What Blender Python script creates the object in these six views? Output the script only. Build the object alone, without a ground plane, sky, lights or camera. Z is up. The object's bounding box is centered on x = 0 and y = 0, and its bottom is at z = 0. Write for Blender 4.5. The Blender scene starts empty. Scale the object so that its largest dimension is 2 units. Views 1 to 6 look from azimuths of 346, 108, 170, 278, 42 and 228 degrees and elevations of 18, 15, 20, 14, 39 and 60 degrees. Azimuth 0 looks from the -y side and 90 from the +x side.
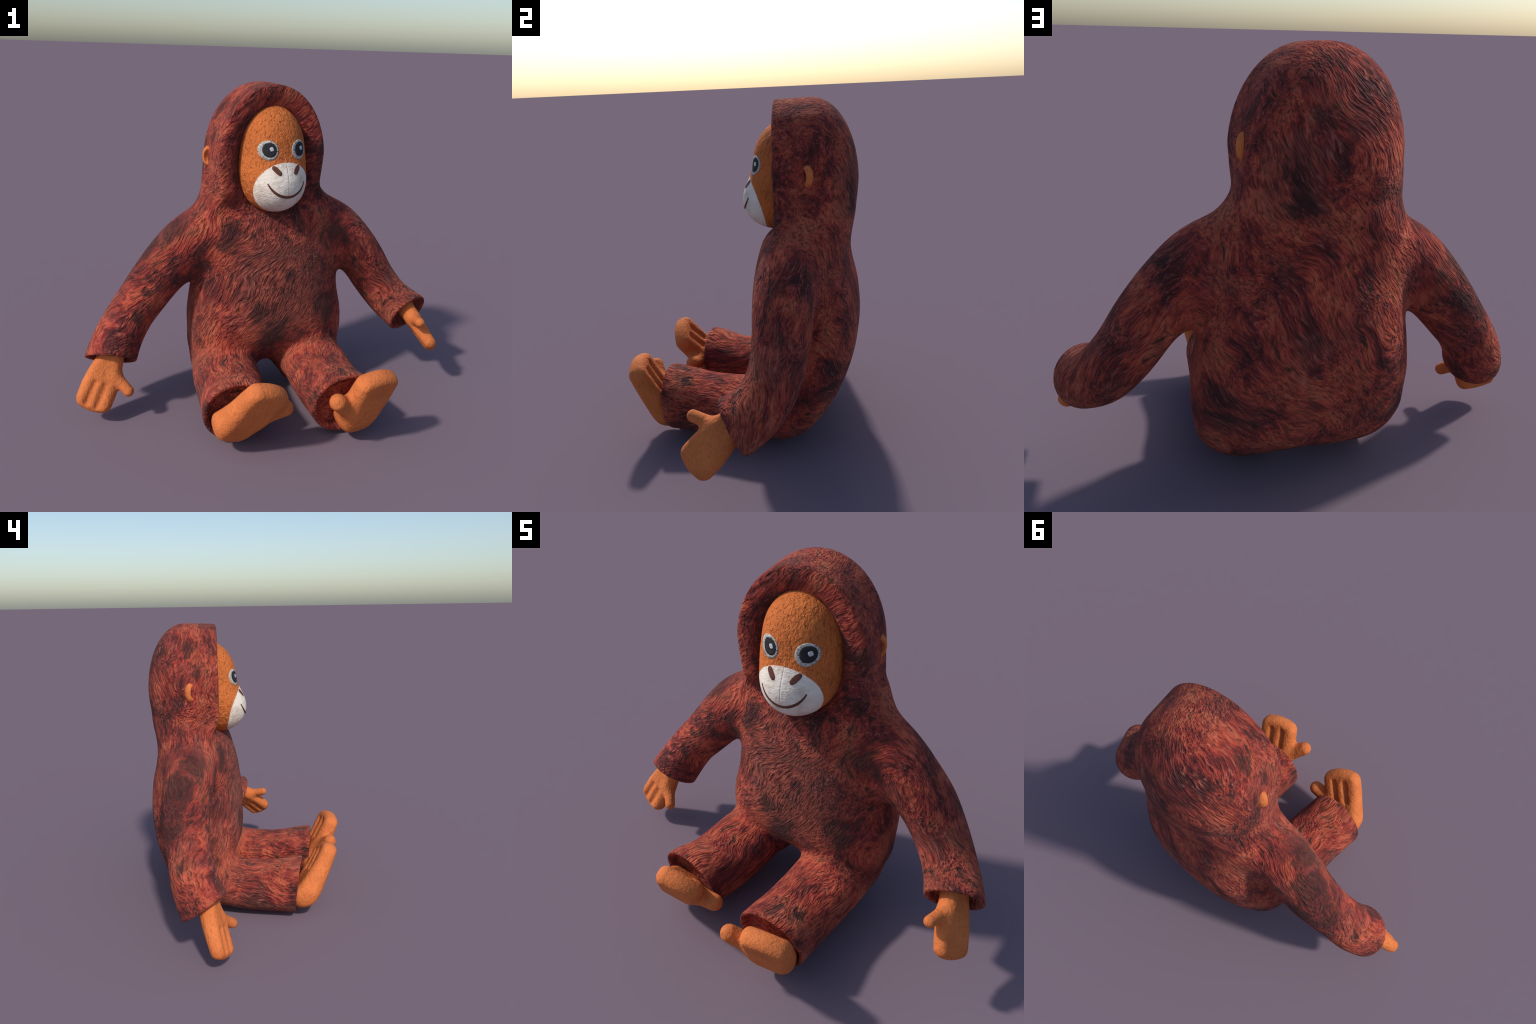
"""Seated plush orangutan: fur suit with hood, set-in face, stitched eyes, mitten hands and feet.

The soft bodies are described as distance functions (lofts, ellipsoids, capsules joined by smooth
unions) and turned into quad meshes by a small surface-nets mesher."""
import bpy, math
import numpy as np
from mathutils import Vector
from mathutils.bvhtree import BVHTree

V = lambda *a: np.array(a, float)
unit = lambda v: np.asarray(v, float) / np.linalg.norm(v)

# ------------------------------------------------------------------ distance function toolbox
def smin(a, b, k):
    h = np.maximum(k - np.abs(a - b), 0.0) / k
    return np.minimum(a, b) - h * h * k * 0.25

def smax(a, b, k):
    return -smin(-a, -b, k)

def curve(keys):
    """smooth monotone-ish interpolation through (s, value) keys (cubic Hermite)"""
    s = V(*[k[0] for k in keys]); v = V(*[k[1] for k in keys])
    d = np.diff(v) / np.diff(s)
    m = np.concatenate([[d[0]], np.where(d[1:] * d[:-1] > 0, 2 * d[1:] * d[:-1] / (d[1:] + d[:-1] + 1e-12), 0), [d[-1]]])
    def f(x):
        x = np.clip(x, s[0], s[-1])
        i = np.clip(np.searchsorted(s, x) - 1, 0, len(s) - 2)
        h = s[i + 1] - s[i]; t = (x - s[i]) / h
        return ((2*t**3 - 3*t**2 + 1) * v[i] + (t**3 - 2*t**2 + t) * h * m[i]
                + (-2*t**3 + 3*t**2) * v[i + 1] + (t**3 - t**2) * h * m[i + 1])
    return f

def catmull(points, n=10):
    P = np.array(points, float)
    Q = np.vstack([2 * P[:1] - P[1:2], P, 2 * P[-1:] - P[-2:-1]])
    out = []
    for i in range(1, len(Q) - 2):
        a, b, c, d = Q[i-1:i+3]
        for t in np.linspace(0, 1, n, endpoint=False):
            out.append(0.5 * (2*b + (c - a)*t + (2*a - 5*b + 4*c - d)*t*t + (3*b - a - 3*c + d)*t**3))
    return np.array(out + [P[-1]])

def tube(keys, side):
    """keys: rows of (x, y, z, half width along side, half width across)"""
    S = catmull(keys, 5)
    side = unit(side)
    def f(P):
        best = np.full(len(P), 1e9); out = np.zeros(len(P))
        for a, b in zip(S[:-1], S[1:]):
            ab = b[:3] - a[:3]; L2 = ab @ ab
            t = np.clip((P - a[:3]) @ ab / L2, 0, 1)
            d = P - a[:3] - t[:, None] * ab
            r = np.linalg.norm(d, axis=1)
            dirn = ab / math.sqrt(L2)
            sd = unit(side - (side @ dirn) * dirn); ot = np.cross(dirn, sd)
            A = a[3] + t * (b[3] - a[3]); B = a[4] + t * (b[4] - a[4])
            x, y, w = d @ sd, d @ ot, d @ dirn
            k = np.sqrt((x / A)**2 + (y / B)**2 + (w / np.minimum(A, B))**2)
            rr = np.where(k > 1e-6, r / np.maximum(k, 1e-6), np.minimum(A, B))
            m = r < best
            best = np.where(m, r, best); out = np.where(m, r - rr, out)
        return out
    return f

def capsule(P, a, b, ra, rb):
    ab = b - a; t = np.clip((P - a) @ ab / (ab @ ab), 0, 1)
    return np.linalg.norm(P - a - t[:, None] * ab, axis=1) - (ra + t * (rb - ra))

def ellipsoid(P, c, r):
    q = (P - c) / r; k = np.linalg.norm(q, axis=1); g = np.linalg.norm(q / r, axis=1)
    return np.where(g > 1e-6, k * (k - 1) / np.maximum(g, 1e-6), -min(r))

def plane(P, p, n):
    return (P - p) @ unit(n)

def mesh_from(f, lo, hi, h):
    """surface nets in a narrow band, then vertices pulled on to the exact surface"""
    lo = np.array(lo, float); hi = np.array(hi, float)
    q = 4
    n = (np.ceil((hi - lo) / (h * q)).astype(int)) * q + 1
    ax = [lo[i] + h * np.arange(n[i]) for i in range(3)]
    def ev(P):
        return np.concatenate([f(c) for c in np.array_split(P, max(1, len(P) // 400000))])
    cs = [a[::q] for a in ax]
    C = np.stack(np.meshgrid(*cs, indexing='ij'), -1)
    Fc = ev(C.reshape(-1, 3)).reshape(C.shape[:3])
    F = np.repeat(np.repeat(np.repeat(Fc, q, 0), q, 1), q, 2)[:n[0], :n[1], :n[2]].copy()
    near = np.abs(Fc) < h * q * 3.0
    N = near.copy()
    for d in range(3):
        N = N | np.roll(N, 1, d)
    band = np.repeat(np.repeat(np.repeat(N, q, 0), q, 1), q, 2)[:n[0], :n[1], :n[2]]
    I = np.argwhere(band)
    F[band] = ev(lo + I * h)
    s = F < 0
    # cells crossing the surface
    corner = [(i, j, k) for i in (0, 1) for j in (0, 1) for k in (0, 1)]
    sl = lambda A, o: A[o[0]:n[0]-1+o[0], o[1]:n[1]-1+o[1], o[2]:n[2]-1+o[2]]
    cnt = sum(sl(s, o).astype(np.int8) for o in corner)
    cell = (cnt > 0) & (cnt < 8)
    idx = np.full(cell.shape, -1, np.int64); ci = np.argwhere(cell)
    idx[cell] = np.arange(len(ci))
    acc = np.zeros((len(ci), 3)); num = np.zeros(len(ci))
    for a in range(3):
        o1, o2 = [(0, 1), (0, 1)], None
        for u in (0, 1):
            for w in (0, 1):
                c0 = [0, 0, 0]; others = [x for x in range(3) if x != a]
                c0[others[0]] = u; c0[others[1]] = w
                c1 = list(c0); c1[a] = 1
                f0 = F[tuple((ci + c0).T)]; f1 = F[tuple((ci + c1).T)]
                m = (f0 < 0) != (f1 < 0)
                t = np.where(m, f0 / np.where(m, f0 - f1, 1), 0)
                p = np.tile(np.array(c0, float), (len(ci), 1)); p[:, a] = t
                acc += p * m[:, None]; num += m
    verts = lo + (ci + acc / num[:, None]) * h
    faces = []
    for a in range(3):
        b, c = (a + 1) % 3, (a + 2) % 3
        A = [slice(None)] * 3; B = [slice(None)] * 3
        A[a] = slice(0, n[a]-1); B[a] = slice(1, n[a])
        cr = s[tuple(A)] != s[tuple(B)]
        E = np.argwhere(cr)
        E = E[(E[:, b] > 0) & (E[:, c] > 0) & (E[:, b] < n[b]-1) & (E[:, c] < n[c]-1)]
        inside = s[tuple(E.T)]
        def at(db, dc):
            K = E.copy(); K[:, b] -= db; K[:, c] -= dc
            return idx[tuple(K.T)]
        quad = np.stack([at(1, 1), at(0, 1), at(0, 0), at(1, 0)], 1)
        quad[~inside] = quad[~inside][:, ::-1]
        faces.append(quad)
    faces = np.concatenate(faces)
    for it in range(2):
        e = h * 0.3
        g = np.stack([(ev(verts + e * np.eye(3)[i]) - ev(verts - e * np.eye(3)[i])) / (2 * e) for i in range(3)], 1)
        f0 = ev(verts); g2 = np.maximum((g * g).sum(1), 0.05)
        step = -(f0 / g2)[:, None] * g
        L = np.linalg.norm(step, axis=1, keepdims=True)
        verts = verts + step * np.minimum(1, h * 0.8 / np.maximum(L, 1e-9))
        # light tangential relaxation
        s1 = np.zeros_like(verts); c1 = np.zeros(len(verts))
        for i in range(4):
            np.add.at(s1, faces[:, i], verts[faces[:, (i+1) % 4]] + verts[faces[:, (i+3) % 4]]); np.add.at(c1, faces[:, i], 2)
        verts = verts + 0.5 * (s1 / np.maximum(c1, 1)[:, None] - verts) * (1.0 if it == 0 else 0.4)
    return verts, faces

def make_mesh(name, verts, faces):
    me = bpy.data.meshes.new(name)
    me.from_pydata(verts.tolist(), [], faces.tolist() if hasattr(faces, 'tolist') else faces)
    me.update()
    me.polygons.foreach_set('use_smooth', [True] * len(me.polygons))
    return me

def add(name, me, parent, mat=None):
    ob = bpy.data.objects.new(name, me)
    bpy.context.scene.collection.objects.link(ob)
    ob.parent = parent
    if mat is not None and me is not None:
        me.materials.append(mat)
    return ob

def vertex_normals(verts, faces):
    fn = np.cross(verts[faces[:, 2]] - verts[faces[:, 0]], verts[faces[:, 3]] - verts[faces[:, 1]])
    vn = np.zeros_like(verts)
    for i in range(4):
        np.add.at(vn, faces[:, i], fn)
    return vn / np.maximum(np.linalg.norm(vn, axis=1, keepdims=True), 1e-12)

def split(verts, faces, label, names):
    """separate faces by region; border vertices coincide and keep the whole body's normals"""
    vn = vertex_normals(verts, faces)
    out = {}
    for i, nm in names.items():
        F = faces[label == i]
        if not len(F):
            continue
        used, inv = np.unique(F, return_inverse=True)
        me = make_mesh(nm, verts[used], inv.reshape(F.shape))
        me.normals_split_custom_set_from_vertices(vn[used].tolist())
        out[i] = me
    return out

# ------------------------------------------------------------------ head frame (turned to one side)
HEAD = V(-0.018, 0.33, 0.0)
TURN = math.radians(12.5)
EX = V(math.cos(TURN), math.sin(TURN), 0); EY = V(-math.sin(TURN), math.cos(TURN), 0); EZ = V(0, 0, 1)
def to_head(P):
    d = P - HEAD
    return np.stack([d @ EX, d @ EY, d[:, 2]], 1)
def from_head(L):
    L = np.atleast_2d(L)
    return HEAD + L[:, :1] * EX + L[:, 1:2] * EY + L[:, 2:3] * EZ

# ------------------------------------------------------------------ fur suit
def stack(P, w, front, back, power, z0, z1, front_power):
    """z-stack of super-ellipse sections; w, front, back are curves of z"""
    z = np.clip(P[:, 2], z0 + 1e-4, z1 - 1e-4)
    a = np.maximum(w(z), 1e-3); yf = front(z); yb = back(z)
    c = (yf + yb) / 2; b = np.maximum((yb - yf) / 2, 1e-3)
    p = np.where(P[:, 1] < c, front_power, power)
    k = (np.abs(P[:, 0] / a)**p + np.abs((P[:, 1] - c) / b)**p)**(1 / p)
    g = np.maximum(k, 0.2)**(1 - p) * np.sqrt((np.abs(P[:, 0] / a)**(p-1) / a)**2 + (np.abs((P[:, 1] - c) / b)**(p-1) / b)**2)
    d = (k - 1) / np.maximum(g, 1.0)
    over = np.maximum(np.maximum(z0 - P[:, 2], P[:, 2] - z1), 0)
    return np.where(over > 0, np.sqrt(np.maximum(d, 0)**2 + over**2), d)

HOOD_PLANE = -0.183
CROWN_Z = 1.27; CROWN_H = 0.391; CROWN_P = 2.05
hood_w = curve([(0.85, .28), (1.0, .306), (1.12, .312), (1.22, .305), (CROWN_Z, .299)])
hood_b = curve([(0.85, .12), (.95, .155), (1.03, .182), (1.12, .204), (1.22, .222), (CROWN_Z, .226)])

def hood(P):
    """arched hood: sections of z below, super-ellipsoid crown above, extruded towards the face"""
    L = to_head(P)
    z = np.clip(L[:, 2], .85, CROWN_Z)
    def k(L, z):
        lead = np.clip(-L[:, 1] / .18, 0, 1)**1.5; low = np.clip((1.34 - L[:, 2]) / .28, 0, 1); low = low * low * (3 - 2 * low)
        x = np.abs(L[:, 0]) / (hood_w(z) * (1 - .15 * lead * low)); y = np.maximum(L[:, 1], 0) / hood_b(z); up = np.maximum(L[:, 2] - CROWN_Z, 0) / CROWN_H * (1 + .015 * lead)
        return ((x * x + y * y)**(CROWN_P / 2) + up**CROWN_P + 1e-9)**(1 / CROWN_P)
    f = k(L, z); e = 1e-3
    g = np.stack([(k(L + e * np.eye(3)[i], z) - k(L - e * np.eye(3)[i], z)) / (2 * e) for i in range(3)], 1)
    d = (f - 1) / np.maximum(np.linalg.norm(g, axis=1), 1.5)
    fall = np.maximum(1.14 - L[:, 2], 0)
    d = smax(d, (HOOD_PLANE - L[:, 1]) + .55 * fall + 1.5 * fall * fall, .02)
    return np.maximum(d, .88 - L[:, 2])

# opening ellipse of the hood in head x / z
OPEN_C = V(0.0, 0.0, 1.285); OPEN_A, OPEN_B = 0.21, 0.29
def hood_cut(P, d):
    L = to_head(P)
    d = smax(d, -(L[:, 1] - HOOD_PLANE), 0.022)
    x, z = L[:, 0], L[:, 2] - 1.285
    k = np.sqrt((x / OPEN_A)**2 + (z / OPEN_B)**2)
    deep = np.maximum(L[:, 1] - HOOD_PLANE, -.02)
    cav = (k - 1) * 0.2 + deep * .62          # funnel narrowing towards the face
    cav = np.maximum(cav, L[:, 1] - (HOOD_PLANE + 0.12)) * .85
    return smax(d, -cav, 0.035)

torso_w = curve([(.02, .12), (.04, .21), (.07, .285), (.11, .345), (.18, .402), (.28, .432), (.42, .432), (.55, .416), (.70, .390), (.80, .370), (.90, .35), (1.0, .315), (1.1, .26), (1.2, .1)])
torso_f = curve([(.02, .19), (.04, .18), (.12, .17), (.2, .135), (.25, .095), (.30, .063), (.36, .040), (.45, .030), (.58, .029), (.68, .034), (.80, .048), (.90, .070), (1.0, .108), (1.08, .15), (1.2, .2)])
torso_b = curve([(.02, .235), (.04, .285), (.07, .335), (.11, .385), (.2, .455), (.32, .513), (.44, .545), (.60, .560), (.72, .553), (.86, .524), (.95, .502), (1.02, .494), (1.1, .50), (1.2, .48)])
TT = math.radians(4.0)
TX = V(math.cos(TT), math.sin(TT), 0); TY = V(-math.sin(TT), math.cos(TT), 0)
TORSO_C = V(0.028, 0.28, 0.0)
def torso(P):
    d = P - TORSO_C
    L = np.stack([d @ TX, d @ TY + 0.28, P[:, 2]], 1)
    return stack(L, torso_w, torso_f, torso_b, 2.6, .02, 1.2, 2.3 + .8 * np.clip((.55 - P[:, 2]) / .2, 0, 1))

ARM_KEYS = {  # x, y, z, half widths
    'r': [(-.24, .275, .935, .14, .15), (-.376, .246, .865, .136, .145), (-.470, .238, .786, .134, .138), (-.572, .228, .669, .128, .129),
          (-.651, .204, .571, .119, .122), (-.716, .175, .490, .116, .119), (-.778, .138, .390, .124, .123), (-.826, .080, .283, .132, .130), (-.848, .038, .205, .132, .132)],
    'l': [(.25, .312, .957, .14, .15), (.40, .304, .893, .136, .145), (.507, .312, .802, .134, .138), (.606, .326, .694, .127, .128),
          (.699, .320, .558, .118, .121), (.783, .275, .452, .119, .120), (.865, .176, .384, .130, .128), (.907, .078, .342, .131, .130)]}
arm_tube = {k: tube(v, (0, 1, 0)) for k, v in ARM_KEYS.items()}
WRIST = {'r': V(-.826, .078, .296), 'l': V(.868, .175, .392)}
CUFF_N = {'r': unit((-.20, -.70, -1)), 'l': unit((.36, -.82, -.42))}

LEG_KEYS = {
    'r': [(-.222, .20, .172, .165, .128), (-.230, .07, .170, .174, .136), (-.232, -.05, .160, .174, .143), (-.233, -.2, .158, .172, .146), (-.246, -.345, .178, .170, .160), (-.25, -.45, .182, .170, .162)],
    'l': [(.265, .23, .158, .178, .135), (.275, .09, .172, .182, .138), (.277, -.03, .160, .178, .142), (.280, -.18, .160, .173, .146), (.288, -.36, .178, .174, .160), (.295, -.46, .182, .174, .162)]}
leg_tube = {k: tube(v, (1, 0, 0)) for k, v in LEG_KEYS.items()}
ANKLE = {'r': V(-.25, -.350, .19), 'l': V(.285, -.372, .19)}
HEM_N = {'r': unit((0.0, -1, -.10)), 'l': unit((.08, -1, -.10))}

def limb(P, t, p, n, wall, depth):
    d = t(P)
    pl = plane(P, p, n)
    e = smax(d, pl, 0.012)
    inner = np.maximum(d + wall + np.clip(-pl, 0, depth) * 0.35, -(pl + depth))
    return smax(e, -inner, 0.018)

def in_box(P, lo, hi, fn, far=0.5):
    m = np.all((P > lo) & (P < hi), axis=1)
    out = np.full(len(P), far)
    if m.any():
        out[m] = fn(P[m])
    return out

def suit_parts(P):
    t = torso(P)
    h = in_box(P, V(-.7, -.2, .7), V(.7, .9, 2), hood)
    ar = in_box(P, V(-1.3, -.4, .05), V(0.1, .8, 1.3), lambda q: limb(q, arm_tube['r'], WRIST['r'], CUFF_N['r'], .018, .04))
    al = in_box(P, V(-.1, -.4, .05), V(1.3, .8, 1.3), lambda q: limb(q, arm_tube['l'], WRIST['l'], CUFF_N['l'], .018, .04))
    lr = in_box(P, V(-.7, -.8, -.3), V(.2, .7, .7), lambda q: limb(q, leg_tube['r'], ANKLE['r'], HEM_N['r'], .02, .035))
    ll = in_box(P, V(-.2, -.8, -.3), V(.7, .7, .7), lambda q: limb(q, leg_tube['l'], ANKLE['l'], HEM_N['l'], .02, .035))
    return t, h, ar, al, lr, ll

def suit(P):
    t, h, ar, al, lr, ll = suit_parts(P)
    # hollow between the thighs, running back under the seat
    t = smax(t, -capsule(P, V(.012, -.25, .115), V(.015, .28, .01), .165, .125), .05)
    d = smin(t, ar, .10); d = smin(d, al, .10)
    d = np.minimum(smin(d, lr, .07), smin(d, ll, .07))
    d = smin(d, h, .09)
    up = P[:, 2] > 0.85
    if up.any():
        d2 = d.copy(); d2[up] = hood_cut(P[up], d[up])
        # the front cut only bites above the chin
        w = np.clip((P[:, 2] - 1.0) / 0.08, 0, 1); w = w * w * (3 - 2 * w)
        d = d * (1 - w) + d2 * w
    return d

# ------------------------------------------------------------------ face
def face(P):
    L = to_head(P)
    d = ellipsoid(L, V(0, -.125, 1.305), V(.180, .172, .255))
    brow = ellipsoid(L, V(0, -.105, 1.385), V(.158, .155, .150))
    d = smin(d, brow, .03)
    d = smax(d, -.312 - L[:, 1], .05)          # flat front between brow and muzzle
    jaw = ellipsoid(L, V(0, -.16, 1.20), V(.165, .135, .165))
    muz = ellipsoid(L, V(0, -.225, 1.175), V(.135, .120, .128))
    d = smin(d, jaw, .06)
    return smin(d, muz, .05)

# ------------------------------------------------------------------ mitten hands and feet
def mitten(spec):
    """local frame: f = fingers, t = thumb side, n = grooved side"""
    O = spec['at']; f = unit(spec['f']); t = spec['t'] - (np.array(spec['t']) @ f) * f; t = unit(t)
    n = np.cross(f, t) * spec['groove_side']
    def to(P):
        d = P - O
        return np.stack([d @ f, d @ t, d @ n], 1)
    wide = curve(spec['wide']); mid = curve(spec['mid']); thick = curve(spec['thick']); bend = curve(spec.get('bend', [(-1, 0), (1, 0)]))
    s0 = spec['wide'][0][0]; s1 = spec['wide'][-1][0]
    def fn(P):
        L = to(P)
        s = L[:, 0]
        a = wide(s); h = thick(s); v = L[:, 1] - mid(s); w = L[:, 2] - bend(s)
        # slab with rounded rim
        r = h * 0.92
        flat = spec.get('flat', 0.0)          # share of the thickness that stays flat
        r = r * (1 - flat)
        x = np.maximum(np.abs(v) - (a - r), 0)
        e = np.maximum(s - (s1 - r) + spec['round'] * (v / a)**2, 0)
        if spec.get('heel'):
            e = e + np.maximum(s0 + r + spec['heel'] * (v / a)**2 - s, 0)
        hw = np.maximum(np.abs(w) - flat * h, 0) if flat else w
        k = np.sqrt(x * x + e * e + hw * hw * (r / (h * (1 - flat)))**2) - r
        if not spec.get('heel'):
            k = np.maximum(k, s0 - s)
        tb = spec['thumb']
        k = smin(k, capsule(L, V(*tb[0]), V(*tb[1]), tb[2], tb[3]), spec.get('web', .03))
        for ga, gb, gr in spec['grooves']:
            k = smax(k, -capsule(L, V(*ga), V(*gb), gr, gr), .014)
        return k
    P0 = O; return fn

HANDS = {
    'r': dict(at=V(-.833, .055, .287), f=(-.098, -.085, -.205), t=(.157, -.035, -.055), groove_side=1,
              wide=[(-.06, .062), (.0, .072), (.06, .084), (.14, .092), (.25, .090)], mid=[(-.06, 0), (.25, 0.0)],
              thick=[(-.06, .050), (.04, .046), (.12, .040), (.25, .033)], round=.02,
              thumb=[(.045, .045, .004), (.095, .143, .032), .030, .027],
              grooves=[((.11, -.026, .046), (.215, -.030, .038), .013), ((.11, .026, .046), (.215, .026, .038), .013)]),
    'l': dict(at=V(.868, .168, .388), f=(.087, -.144, -.154), t=(-.078, -.124, .092), groove_side=1,
              wide=[(-.06, .060), (.0, .070), (.06, .080), (.14, .089), (.24, .088)], mid=[(-.06, 0), (.24, 0.0)],
              thick=[(-.06, .050), (.04, .044), (.12, .038), (.24, .032)], round=.02,
              thumb=[(.04, .050, 0), (.085, .148, -.010), .029, .026],
              grooves=[((.11, -.026, .045), (.205, -.030, .037), .013), ((.11, .026, .045), (.205, .026, .037), .013)])}
SOLE = dict(wide=[(-.06, .090), (.05, .104), (.15, .108), (.25, .114), (.358, .112)], mid=[(-.06, 0), (.358, 0)],
            thick=[(-.06, .072), (.03, .070), (.1, .062), (.2, .052), (.358, .042)], round=.03, heel=.05, web=.04, flat=.14,
            bend=[(-.06, .035), (.0, .020), (.08, .006), (.2, 0), (.358, .0)],
            grooves=[((.175, -.036, .058), (.285, -.034, .047), .0155), ((.18, .033, .058), (.29, .035, .047), .0155)])
FEET = {
    'r': dict(at=V(-.30, -.385, .11), f=(.19, -.13, .285), t=(.195, .08, -.10), groove_side=1, thumb=[(.13, .07, .005), (.222, .182, .008), .046, .040], **SOLE),
    'l': dict(at=V(.325, -.385, .085), f=(.065, -.13, .33), t=(-.22, -.065, .01), groove_side=-1, thumb=[(.11, .07, .005), (.205, .186, .0), .046, .040], **SOLE)}

# ------------------------------------------------------------------ node helpers
class Nodes:
    def __init__(self, name):
        self.m = bpy.data.materials.new(name); self.m.use_nodes = True
        self.t = self.m.node_tree; self.t.nodes.clear()
        self.out = self.t.nodes.new('ShaderNodeOutputMaterial')
        self.b = self.t.nodes.new('ShaderNodeBsdfPrincipled')
        self.t.links.new(self.b.outputs[0], self.out.inputs[0])
    def node(self, kind, **kw):
        n = self.t.nodes.new(kind)
        for k, v in kw.items():
            setattr(n, k, v)
        return n
    def put(self, sock, val):
        if isinstance(val, bpy.types.NodeSocket):
            self.t.links.new(val, sock)
        else:
            sock.default_value = val
    def coords(self):
        return self.node('ShaderNodeTexCoord').outputs['Object']
    def mapping(self, vec, scale=(1, 1, 1), rot=(0, 0, 0), loc=(0, 0, 0)):
        n = self.node('ShaderNodeMapping')
        self.put(n.inputs['Vector'], vec); n.inputs['Scale'].default_value = scale
        n.inputs['Rotation'].default_value = rot; n.inputs['Location'].default_value = loc
        return n.outputs[0]
    def noise(self, vec, scale, detail=3, rough=.5, dist=0.0, color=False):
        n = self.node('ShaderNodeTexNoise')
        self.put(n.inputs['Vector'], vec)
        for k, v in (('Scale', scale), ('Detail', detail), ('Roughness', rough), ('Distortion', dist)):
            n.inputs[k].default_value = v
        return n.outputs['Color' if color else 'Fac']
    def math(self, op, a, b=0.0, c=None, clamp=False):
        n = self.node('ShaderNodeMath', operation=op, use_clamp=clamp)
        self.put(n.inputs[0], a); self.put(n.inputs[1], b)
        if c is not None:
            self.put(n.inputs[2], c)
        return n.outputs[0]
    def vmath(self, op, a, b=(0, 0, 0), scale=None):
        n = self.node('ShaderNodeVectorMath', operation=op)
        self.put(n.inputs[0], a)
        if op not in ('SCALE', 'LENGTH', 'NORMALIZE'):
            self.put(n.inputs[1], b)
        if scale is not None:
            self.put(n.inputs['Scale'], scale)
        return n.outputs['Value'] if op in ('LENGTH', 'DOT_PRODUCT', 'DISTANCE') else n.outputs[0]
    def smooth(self, v, lo, hi, a=0.0, b=1.0):
        n = self.node('ShaderNodeMapRange', interpolation_type='SMOOTHSTEP')
        self.put(n.inputs[0], v)
        for i, x in zip((1, 2, 3, 4), (lo, hi, a, b)):
            n.inputs[i].default_value = x
        return n.outputs[0]
    def mix(self, fac, a, b):
        n = self.node('ShaderNodeMix', data_type='RGBA')
        self.put(n.inputs[0], fac)
        self.put(n.inputs[6], a if isinstance(a, bpy.types.NodeSocket) else (*a, 1))
        self.put(n.inputs[7], b if isinstance(b, bpy.types.NodeSocket) else (*b, 1))
        return n.outputs[2]
    def mixf(self, fac, a, b):
        n = self.node('ShaderNodeMix', data_type='FLOAT')
        self.put(n.inputs[0], fac); self.put(n.inputs[2], a); self.put(n.inputs[3], b)
        return n.outputs[0]
    def ramp(self, fac, stops):
        n = self.node('ShaderNodeValToRGB'); self.put(n.inputs[0], fac)
        e = n.color_ramp.elements
        while len(e) < len(stops):
            e.new(0.5)
        for el, (p, c) in zip(e, stops):
            el.position = p; el.color = (*c, 1)
        return n.outputs[0]
    def bump(self, h, strength, dist):
        n = self.node('ShaderNodeBump'); self.put(n.inputs['Height'], h)
        n.inputs['Strength'].default_value = strength; n.inputs['Distance'].default_value = dist
        self.t.links.new(n.outputs[0], self.b.inputs['Normal'])
    def finish(self, color, rough=.9, spec=.15):
        self.put(self.b.inputs['Base Color'], color if isinstance(color, bpy.types.NodeSocket) else (*color, 1))
        self.put(self.b.inputs['Roughness'], rough)
        self.b.inputs['Specular IOR Level'].default_value = spec
        return self.m

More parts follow.
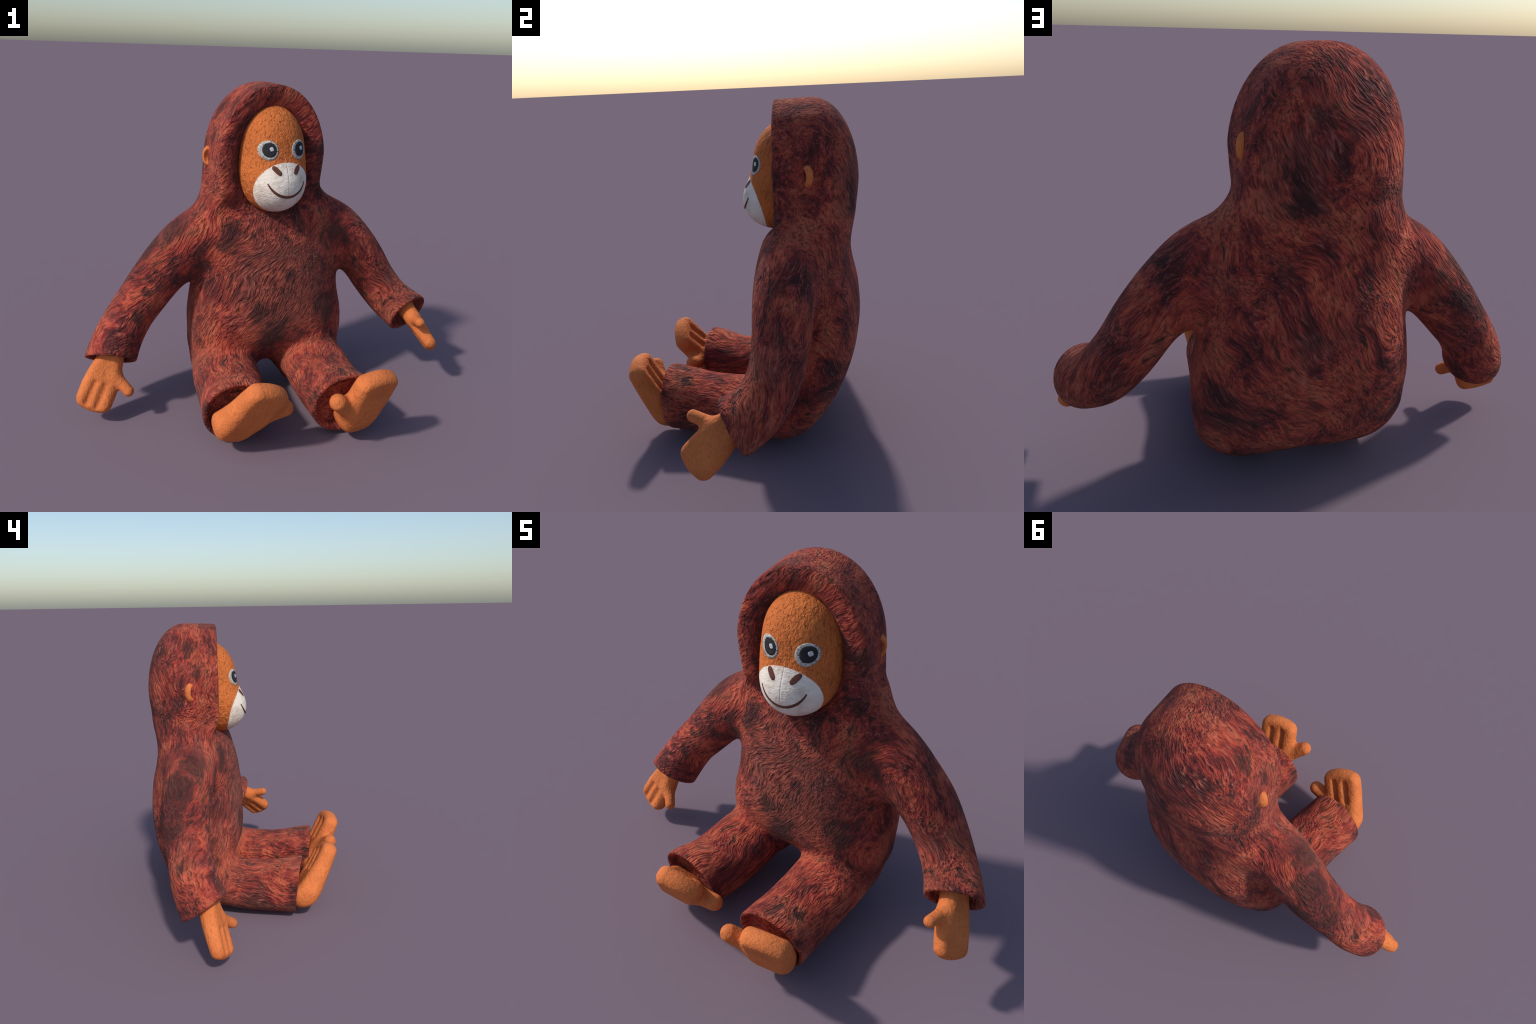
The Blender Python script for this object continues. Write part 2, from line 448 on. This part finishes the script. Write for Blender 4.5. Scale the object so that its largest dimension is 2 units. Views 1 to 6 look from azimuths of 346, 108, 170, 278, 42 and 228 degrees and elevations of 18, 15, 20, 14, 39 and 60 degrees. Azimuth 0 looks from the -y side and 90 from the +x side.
def fur_material():
    N = Nodes('russet_fur')
    co = N.coords()
    sep = N.node('ShaderNodeSeparateXYZ'); N.put(sep.inputs[0], co)
    X, Y, Z = sep.outputs
    # combing: slow swirl of the coordinates turns the strands this way and that
    sw = N.vmath('SUBTRACT', N.noise(co, 3.0, 1.0, .5, color=True), (.5, .5, .5))
    sw2 = N.vmath('SUBTRACT', N.noise(co, 10.0, 1, .5, color=True), (.5, .5, .5))
    w = N.vmath('ADD', N.vmath('ADD', co, N.vmath('SCALE', sw, scale=.24)), N.vmath('SCALE', sw2, scale=.030))
    def strands(rot):
        v = N.mapping(w, rot=rot)
        hair = N.noise(N.mapping(v, scale=(165, 165, 24)), 1.0, 2.0, .6, .1)
        tuft = N.noise(N.mapping(v, scale=(72, 72, 17), loc=(7, 3, 1)), 1.0, 1.5, .5, .25)
        streak = N.noise(N.mapping(v, scale=(26, 26, 5), loc=(2, 9, 4)), 1.0, 3, .6, .3)
        return hair, tuft, streak
    sets = [strands((0, math.radians(-36), 0)),           # body: down and across
            strands((0, math.radians(-50), 0)),           # arms: along the sleeve
            strands((0, math.radians(40), 0)),
            strands((math.radians(78), 0, 0))]            # legs: towards the hem
    arm_r = N.smooth(X, -.36, -.50); arm_l = N.smooth(X, .38, .52)
    leg = N.math('MULTIPLY', N.smooth(Z, .46, .36), N.smooth(Y, .08, .0))
    def blend(k):
        h = N.mixf(arm_r, sets[0][k], sets[1][k]); h = N.mixf(arm_l, h, sets[2][k])
        return N.mixf(leg, h, sets[3][k])
    hair, tuft, streak = blend(0), blend(1), blend(2)
    # colour: rust red with maroon, brown and dusty clumps, then broad charcoal patches
    hue = N.math('ADD', N.math('MULTIPLY', N.noise(N.vmath('ADD', w, (0, 0, 4.0)), 5.0, 3, .6, .3), .55), N.math('MULTIPLY', streak, .45))
    base = N.ramp(hue, [(.385, (.075, .020, .020)), (.445, (.20, .031, .027)), (.495, (.34, .047, .035)), (.54, (.48, .082, .045)), (.62, (.56, .130, .068))])
    dusty = N.math('MULTIPLY', N.smooth(N.noise(N.vmath('ADD', co, (5, 0, 0)), 4.0, 3, .6), .50, .66), .45)
    chest = N.smooth(N.vmath('DISTANCE', co, (.06, .0, .66)), .42, .16, 0, .6)
    base = N.mix(N.math('MAXIMUM', dusty, chest), base, (.21, .070, .052))
    fib = N.math('ADD', N.math('MULTIPLY', hair, .6), N.math('MULTIPLY', tuft, .4))
    dark = N.mix(N.math('MULTIPLY', N.smooth(fib, .54, .38), .66), base, (.050, .016, .015))
    tips = N.mix(N.math('MULTIPLY', N.smooth(fib, .53, .66), .50), dark, (.48, .170, .118))
    # charcoal: soft patches where noise is high, and the big ones the toy is known by
    spread = N.noise(N.mapping(w, scale=(1, 1, .8), loc=(3.1, 1.7, 0)), 5.5, 5, .66, .4)
    rag = N.math('ADD', N.math('MULTIPLY', N.math('SUBTRACT', spread, .5), .9), N.math('MULTIPLY', N.math('SUBTRACT', streak, .5), .8))
    char = N.smooth(rag, .07, .21)
    for x, y, z, r in ((-.47, .21, .97, .105), (-.585, .27, .83, .12), (-.70, .25, .66, .07), (-.62, .32, .70, .06), (-.22, .12, .90, .07), (-.05, .03, .52, .06), (.28, .10, .50, .08),
                       (.02, .05, .36, .09), (.36, .15, .90, .08), (-.35, .1, .75, .05)):
        d = N.math('DIVIDE', N.vmath('DISTANCE', co, (x, y, z)), r)
        m = N.smooth(N.math('SUBTRACT', N.math('SUBTRACT', d, N.math('MULTIPLY', rag, 4.5)), N.math('MULTIPLY', N.math('SUBTRACT', fib, .5), 1.2)), 1.35, .30)
        char = N.math('MAXIMUM', char, N.math('MULTIPLY', m, .95))
    col = N.mix(N.math('MULTIPLY', char, .86), tips, (.030, .017, .018))
    h = N.math('ADD', N.math('MULTIPLY', hair, .7), N.math('MULTIPLY', tuft, 1.35))
    N.bump(h, 1.0, .0165)
    N.b.inputs['Sheen Weight'].default_value = .10
    N.b.inputs['Sheen Roughness'].default_value = .5
    N.b.inputs['Sheen Tint'].default_value = (1, .6, .5, 1)
    return N.finish(col, .85, .12)

def orange_material(name, base, pits):
    N = Nodes(name)
    co = N.coords()
    hue = N.noise(co, 9, 3, .6)
    col = N.ramp(hue, [(.3, tuple(c * .86 for c in base)), (.55, base), (.75, (base[0] * 1.08, base[1] * 1.12, base[2] * 1.1))])
    g = N.noise(N.mapping(co, scale=(1, 1, .7)), 48, 3, .6, .4)
    nap = N.noise(N.mapping(co, rot=(0, .5, .3), scale=(1, 1, .45)), 130, 2, .6, .3)
    pit = N.noise(N.mapping(co, rot=(0, 1.0, 0), scale=(1, 1, .55)), 95, 1.5, .5, .4)
    pm = N.smooth(pit, .40, .30)
    col = N.mix(N.math('MULTIPLY', N.smooth(nap, .52, .34), .30), col, tuple(c * .55 for c in base))
    col = N.mix(N.math('MULTIPLY', pm, pits), col, (.13, .036, .014))
    h = N.math('SUBTRACT', N.math('ADD', N.math('MULTIPLY', g, 1.5), N.math('MULTIPLY', nap, .35)), N.math('MULTIPLY', pm, .7 * pits))
    return N, col, h

def face_material():
    """orange plush with a white muzzle patch, bounded by a curve in head x / z"""
    N, col, h = orange_material('orange_and_white_face_plush', (.60, .160, .040), .42)
    co = N.coords()
    d = N.vmath('SUBTRACT', co, tuple(HEAD))
    lx = N.vmath('DOT_PRODUCT', d, tuple(EX)); ly = N.vmath('DOT_PRODUCT', d, tuple(EY)); lz = N.vmath('DOT_PRODUCT', d, (0, 0, 1))
    q = N.node('ShaderNodeCombineXYZ')
    for k, c in enumerate((lx, ly, lz)):
        N.put(q.inputs[k], N.math('DIVIDE', N.math('SUBTRACT', c, MUZZLE[0][k]), MUZZLE[1][k]))
    inside = N.smooth(N.vmath('LENGTH', q.outputs[0]), 1.012, .985)
    fibre = N.noise(N.mapping(co, scale=(1, 1, 2.2)), 60, 3, .6, .3)
    g2 = N.noise(N.mapping(co, scale=(1, 1, 1.6)), 26, 3, .6, .6)
    dirt = N.noise(N.mapping(co, scale=(1, 1, 2.4)), 75, 2, .5, .6)
    soil = N.noise(co, 14, 3, .6)
    white = N.ramp(soil, [(.3, (.62, .52, .43)), (.5, (.80, .71, .61)), (.7, (.86, .78, .69))])  # whites tinted warmer to offset the blue cast of the sky light
    white = N.mix(N.math('MULTIPLY', N.smooth(dirt, .36, .29), .6), white, (.33, .26, .23))
    seam = N.math('MULTIPLY', N.smooth(N.math('ABSOLUTE', N.math('SUBTRACT', lx, MUZZLE[0][0])), .0045, .0005), N.smooth(lz, 1.125, 1.135))
    white = N.mix(N.math('MULTIPLY', seam, .2), white, (.40, .34, .31))
    col = N.mix(inside, col, white)
    h = N.mixf(inside, h, N.math('ADD', .55, N.math('SUBTRACT', N.math('MULTIPLY', N.math('ADD', fibre, g2), .40), N.math('MULTIPLY', seam, .15))))
    N.bump(h, .9, .010)
    return N.finish(col, .85, .2)

def skin_material():
    N, col, h = orange_material('orange_felt', (.66, .182, .053), .20)
    N.bump(h, .55, .008)
    return N.finish(col, .8, .2)

def stitched_material(name, base, gap, amount):
    N = Nodes(name)
    co = N.coords()
    th = N.noise(N.mapping(co, scale=(.45, .45, 2.6)), 190, 1.5, .5, .5)
    col = N.mix(N.math('MULTIPLY', N.smooth(th, .50, .38), amount), base, gap)
    N.bump(th, .4, .003)
    return N.finish(col, .8, .2)

MUZZLE = ((0.0, -.29, 1.162), (.152, .17, .137))   # white patch: centre and radii in head space

# ------------------------------------------------------------------ assemble
def patch(name, outline, tree, parent, mat, lift, rings=6):
    """thin appliqué following the face: outline in head x/z around its centre, pushed on to the face"""
    O = np.array(outline); c = O.mean(0)
    pts = []
    for k in range(rings + 1):
        s = k / rings
        pts += [c + (o - c) * s for o in O] if k else [c]
    n = len(O); L = []; nor = []
    for x, z in pts:
        o = from_head(V(x, -.8, z))[0]
        hit, nn, i, dist = tree.ray_cast(Vector(o), Vector(EY))
        if hit is None:
            hit, nn, i, dist = tree.find_nearest(Vector(from_head(V(x, -.25, z))[0]))
        L.append(np.array(hit)); nor.append(np.array(nn))
    L = np.array(L); nor = np.array(nor)
    prof = lift
    top = L + nor * prof; base = L - nor * 0.002
    verts = np.vstack([top, base[-n:]])
    faces = [[0, 1 + (j + 1) % n, 1 + j] for j in range(n)]
    for k in range(rings - 1):
        a = 1 + k * n; b = a + n
        faces += [[a + j, a + (j + 1) % n, b + (j + 1) % n, b + j] for j in range(n)]
    a = 1 + (rings - 1) * n; b = len(top)
    faces += [[a + j, a + (j + 1) % n, b + (j + 1) % n, b + j] for j in range(n)]
    me = bpy.data.meshes.new(name); me.from_pydata(verts.tolist(), [], faces); me.update()
    # orient outwards
    if (Vector(me.polygons[0].normal).dot(Vector(EY)) > 0):
        me.flip_normals()
    me.polygons.foreach_set('use_smooth', [True] * len(me.polygons))
    return add(name, me, parent, mat)

def ring(cx, cz, a, b, rot=0.0, n=40, power=2.0):
    out = []
    for t in np.linspace(0, 2 * math.pi, n, endpoint=False):
        c, s = math.cos(t), math.sin(t)
        x = a * math.copysign(abs(c)**(2 / power), c); z = b * math.copysign(abs(s)**(2 / power), s)
        out.append((cx + x * math.cos(rot) - z * math.sin(rot), cz + x * math.sin(rot) + z * math.cos(rot)))
    return out

def build():
    root = bpy.data.objects.new('plush_orangutan', None)
    bpy.context.scene.collection.objects.link(root)
    root['label'] = 'seated shaggy red-brown toy ape with orange face and white muzzle'
    root['category'] = 'plush toy'
    fur, facem, skin = fur_material(), face_material(), skin_material()
    white = stitched_material('white_eye_thread', (.52, .51, .47), (.10, .075, .06), .95)
    black = stitched_material('black_eye_thread', (.022, .021, .025), (.06, .055, .055), .5)
    glint = stitched_material('grey_glint_thread', (.55, .55, .56), (.30, .30, .30), .4)
    brown = stitched_material('brown_stitching', (.125, .046, .032), (.07, .028, .02), .3)

    v, f = mesh_from(suit, (-1.02, -.52, -.04), (1.02, .62, 1.70), .0075)
    fc = v[f].mean(1)
    t, h, ar, al, lr, ll = suit_parts(fc)
    stackd = np.stack([t, h, ar, al, lr, ll], 1)
    lab = stackd.argmin(1)
    lab = np.where((fc[:, 2] > 1.03), 1, lab)
    names = {0: 'torso', 1: 'head', 2: 'arm', 3: 'arm', 4: 'leg', 5: 'leg'}
    parts = {}
    for i, me in split(v, f, lab, names).items():
        parts[i] = add(names[i], me, root, fur)
    head = parts[1]

    # face and muzzle: one smooth surface in two pieces
    lo = from_head(V(0, 0, 0))[0]
    v, f = mesh_from(face, (-.26, -.10, .98), (.30, .40, 1.62), .005)
    fl = to_head(v[f].mean(1))
    keep = fl[:, 1] < -.06
    u = np.linalg.norm((fl - V(*MUZZLE[0])) / V(*MUZZLE[1]), axis=1)
    lab = np.where(u < 1, 1, 0); lab[~keep] = -1
    for i, me in split(v, f, lab, {0: 'face', 1: 'muzzle'}).items():
        ob = add('face' if i == 0 else 'muzzle', me, head, facem)
    tree = BVHTree.FromPolygons([Vector(x) for x in v], f.tolist())

    for sgn in (-1, 1):
        cx = .082 * sgn; cz = 1.355
        e = patch('eye', ring(cx, cz, .046, .0465, 0, 44), tree, head, white, .0015)
        patch('pupil', ring(cx + .004, cz + .002, .0315, .034, 0, 36, 2.2), tree, e, black, .0028)
        patch('glint', ring(cx + .013, cz + .006, .0088, .0100, .35, 16, 3.2), tree, e, glint, .0040, 3)
        patch('nostril', ring(.054 * sgn, 1.262, .0125, .026, -.75 * sgn, 28, 2.6), tree, head, brown, .002, 4)
    # smile: a tapered band along an arc
    up, dn = [], []
    for s in np.linspace(-1, 1, 33):
        x = .1 * s; z = 1.135 + .066 * (1 - math.sqrt(max(0, 1 - (s * .92)**2))) / (1 - math.sqrt(1 - .92**2))
        ww = .0076 * (1 - .55 * abs(s)**4)
        nx = -s * .6; nz = math.sqrt(1 - nx * nx)
        up.append((x + nx * ww, z + nz * ww)); dn.append((x - nx * ww, z - nz * ww))
    mouth_strip(up, dn, tree, head, brown)

    # ears: thin half-moons standing out of the hood
    for sgn, at in ((-1, V(-.304, .246, 1.299)), (1, V(.268, .376, 1.32))):
        out = EX * sgn
        def ear(P, at=at, out=out):
            d = P - at
            x, y, z = d @ out, d @ EY, d[:, 2]
            q = np.stack([x, y + .012 * 0, z], 1)
            k = ellipsoid(q, V(-.004, 0, 0), V(.029, .029, .052))
            cup = ellipsoid(q, V(.008, -.034, 0), V(.024, .032, .040))
            return smax(k, -cup, .010)
        vv, ff = mesh_from(ear, at - .09, at + .09, .004)
        add('ear', make_mesh('ear', vv, ff), head, skin)

    for key, i in (('r', 2), ('l', 3)):
        fn = mitten(HANDS[key]); c = HANDS[key]['at'] + unit(HANDS[key]['f']) * .10
        vv, ff = mesh_from(fn, c - .24, c + .24, .0045)
        add('hand', make_mesh('hand', vv, ff), parts[i], skin)
    for key, i in (('r', 4), ('l', 5)):
        fn = mitten(FEET[key]); c = FEET[key]['at'] + unit(FEET[key]['f']) * .14
        vv, ff = mesh_from(fn, c - .32, c + .32, .0055)
        add('foot', make_mesh('foot', vv, ff), parts[i], skin)

def mouth_strip(up, dn, tree, parent, mat):
    rows = []
    for a, b in zip(up, dn):
        r = []
        for s, lift in ((0, -.002), (.08, .0015), (.5, .003), (.92, .0015), (1, -.002)):
            x = a[0] + (b[0] - a[0]) * s; z = a[1] + (b[1] - a[1]) * s
            hit, nn, i, d = tree.ray_cast(Vector(from_head(V(x, -.8, z))[0]), Vector(EY))
            r.append(np.array(hit) + np.array(nn) * lift)
        rows.append(r)
    n = 5; verts = [p.tolist() for r in rows for p in r]; faces = []
    for i in range(len(rows) - 1):
        for j in range(n - 1):
            a = i * n + j
            faces.append([a, a + n, a + n + 1, a + 1])
    faces += [[0, 1, 2, 3, 4], [len(verts) - k for k in (1, 2, 3, 4, 5)]]
    me = bpy.data.meshes.new('mouth'); me.from_pydata(verts, [], faces); me.update()
    if Vector(me.polygons[n].normal).dot(Vector(EY)) > 0:
        me.flip_normals()
    me.polygons.foreach_set('use_smooth', [True] * len(me.polygons))
    return add('mouth', me, parent, mat)

build()
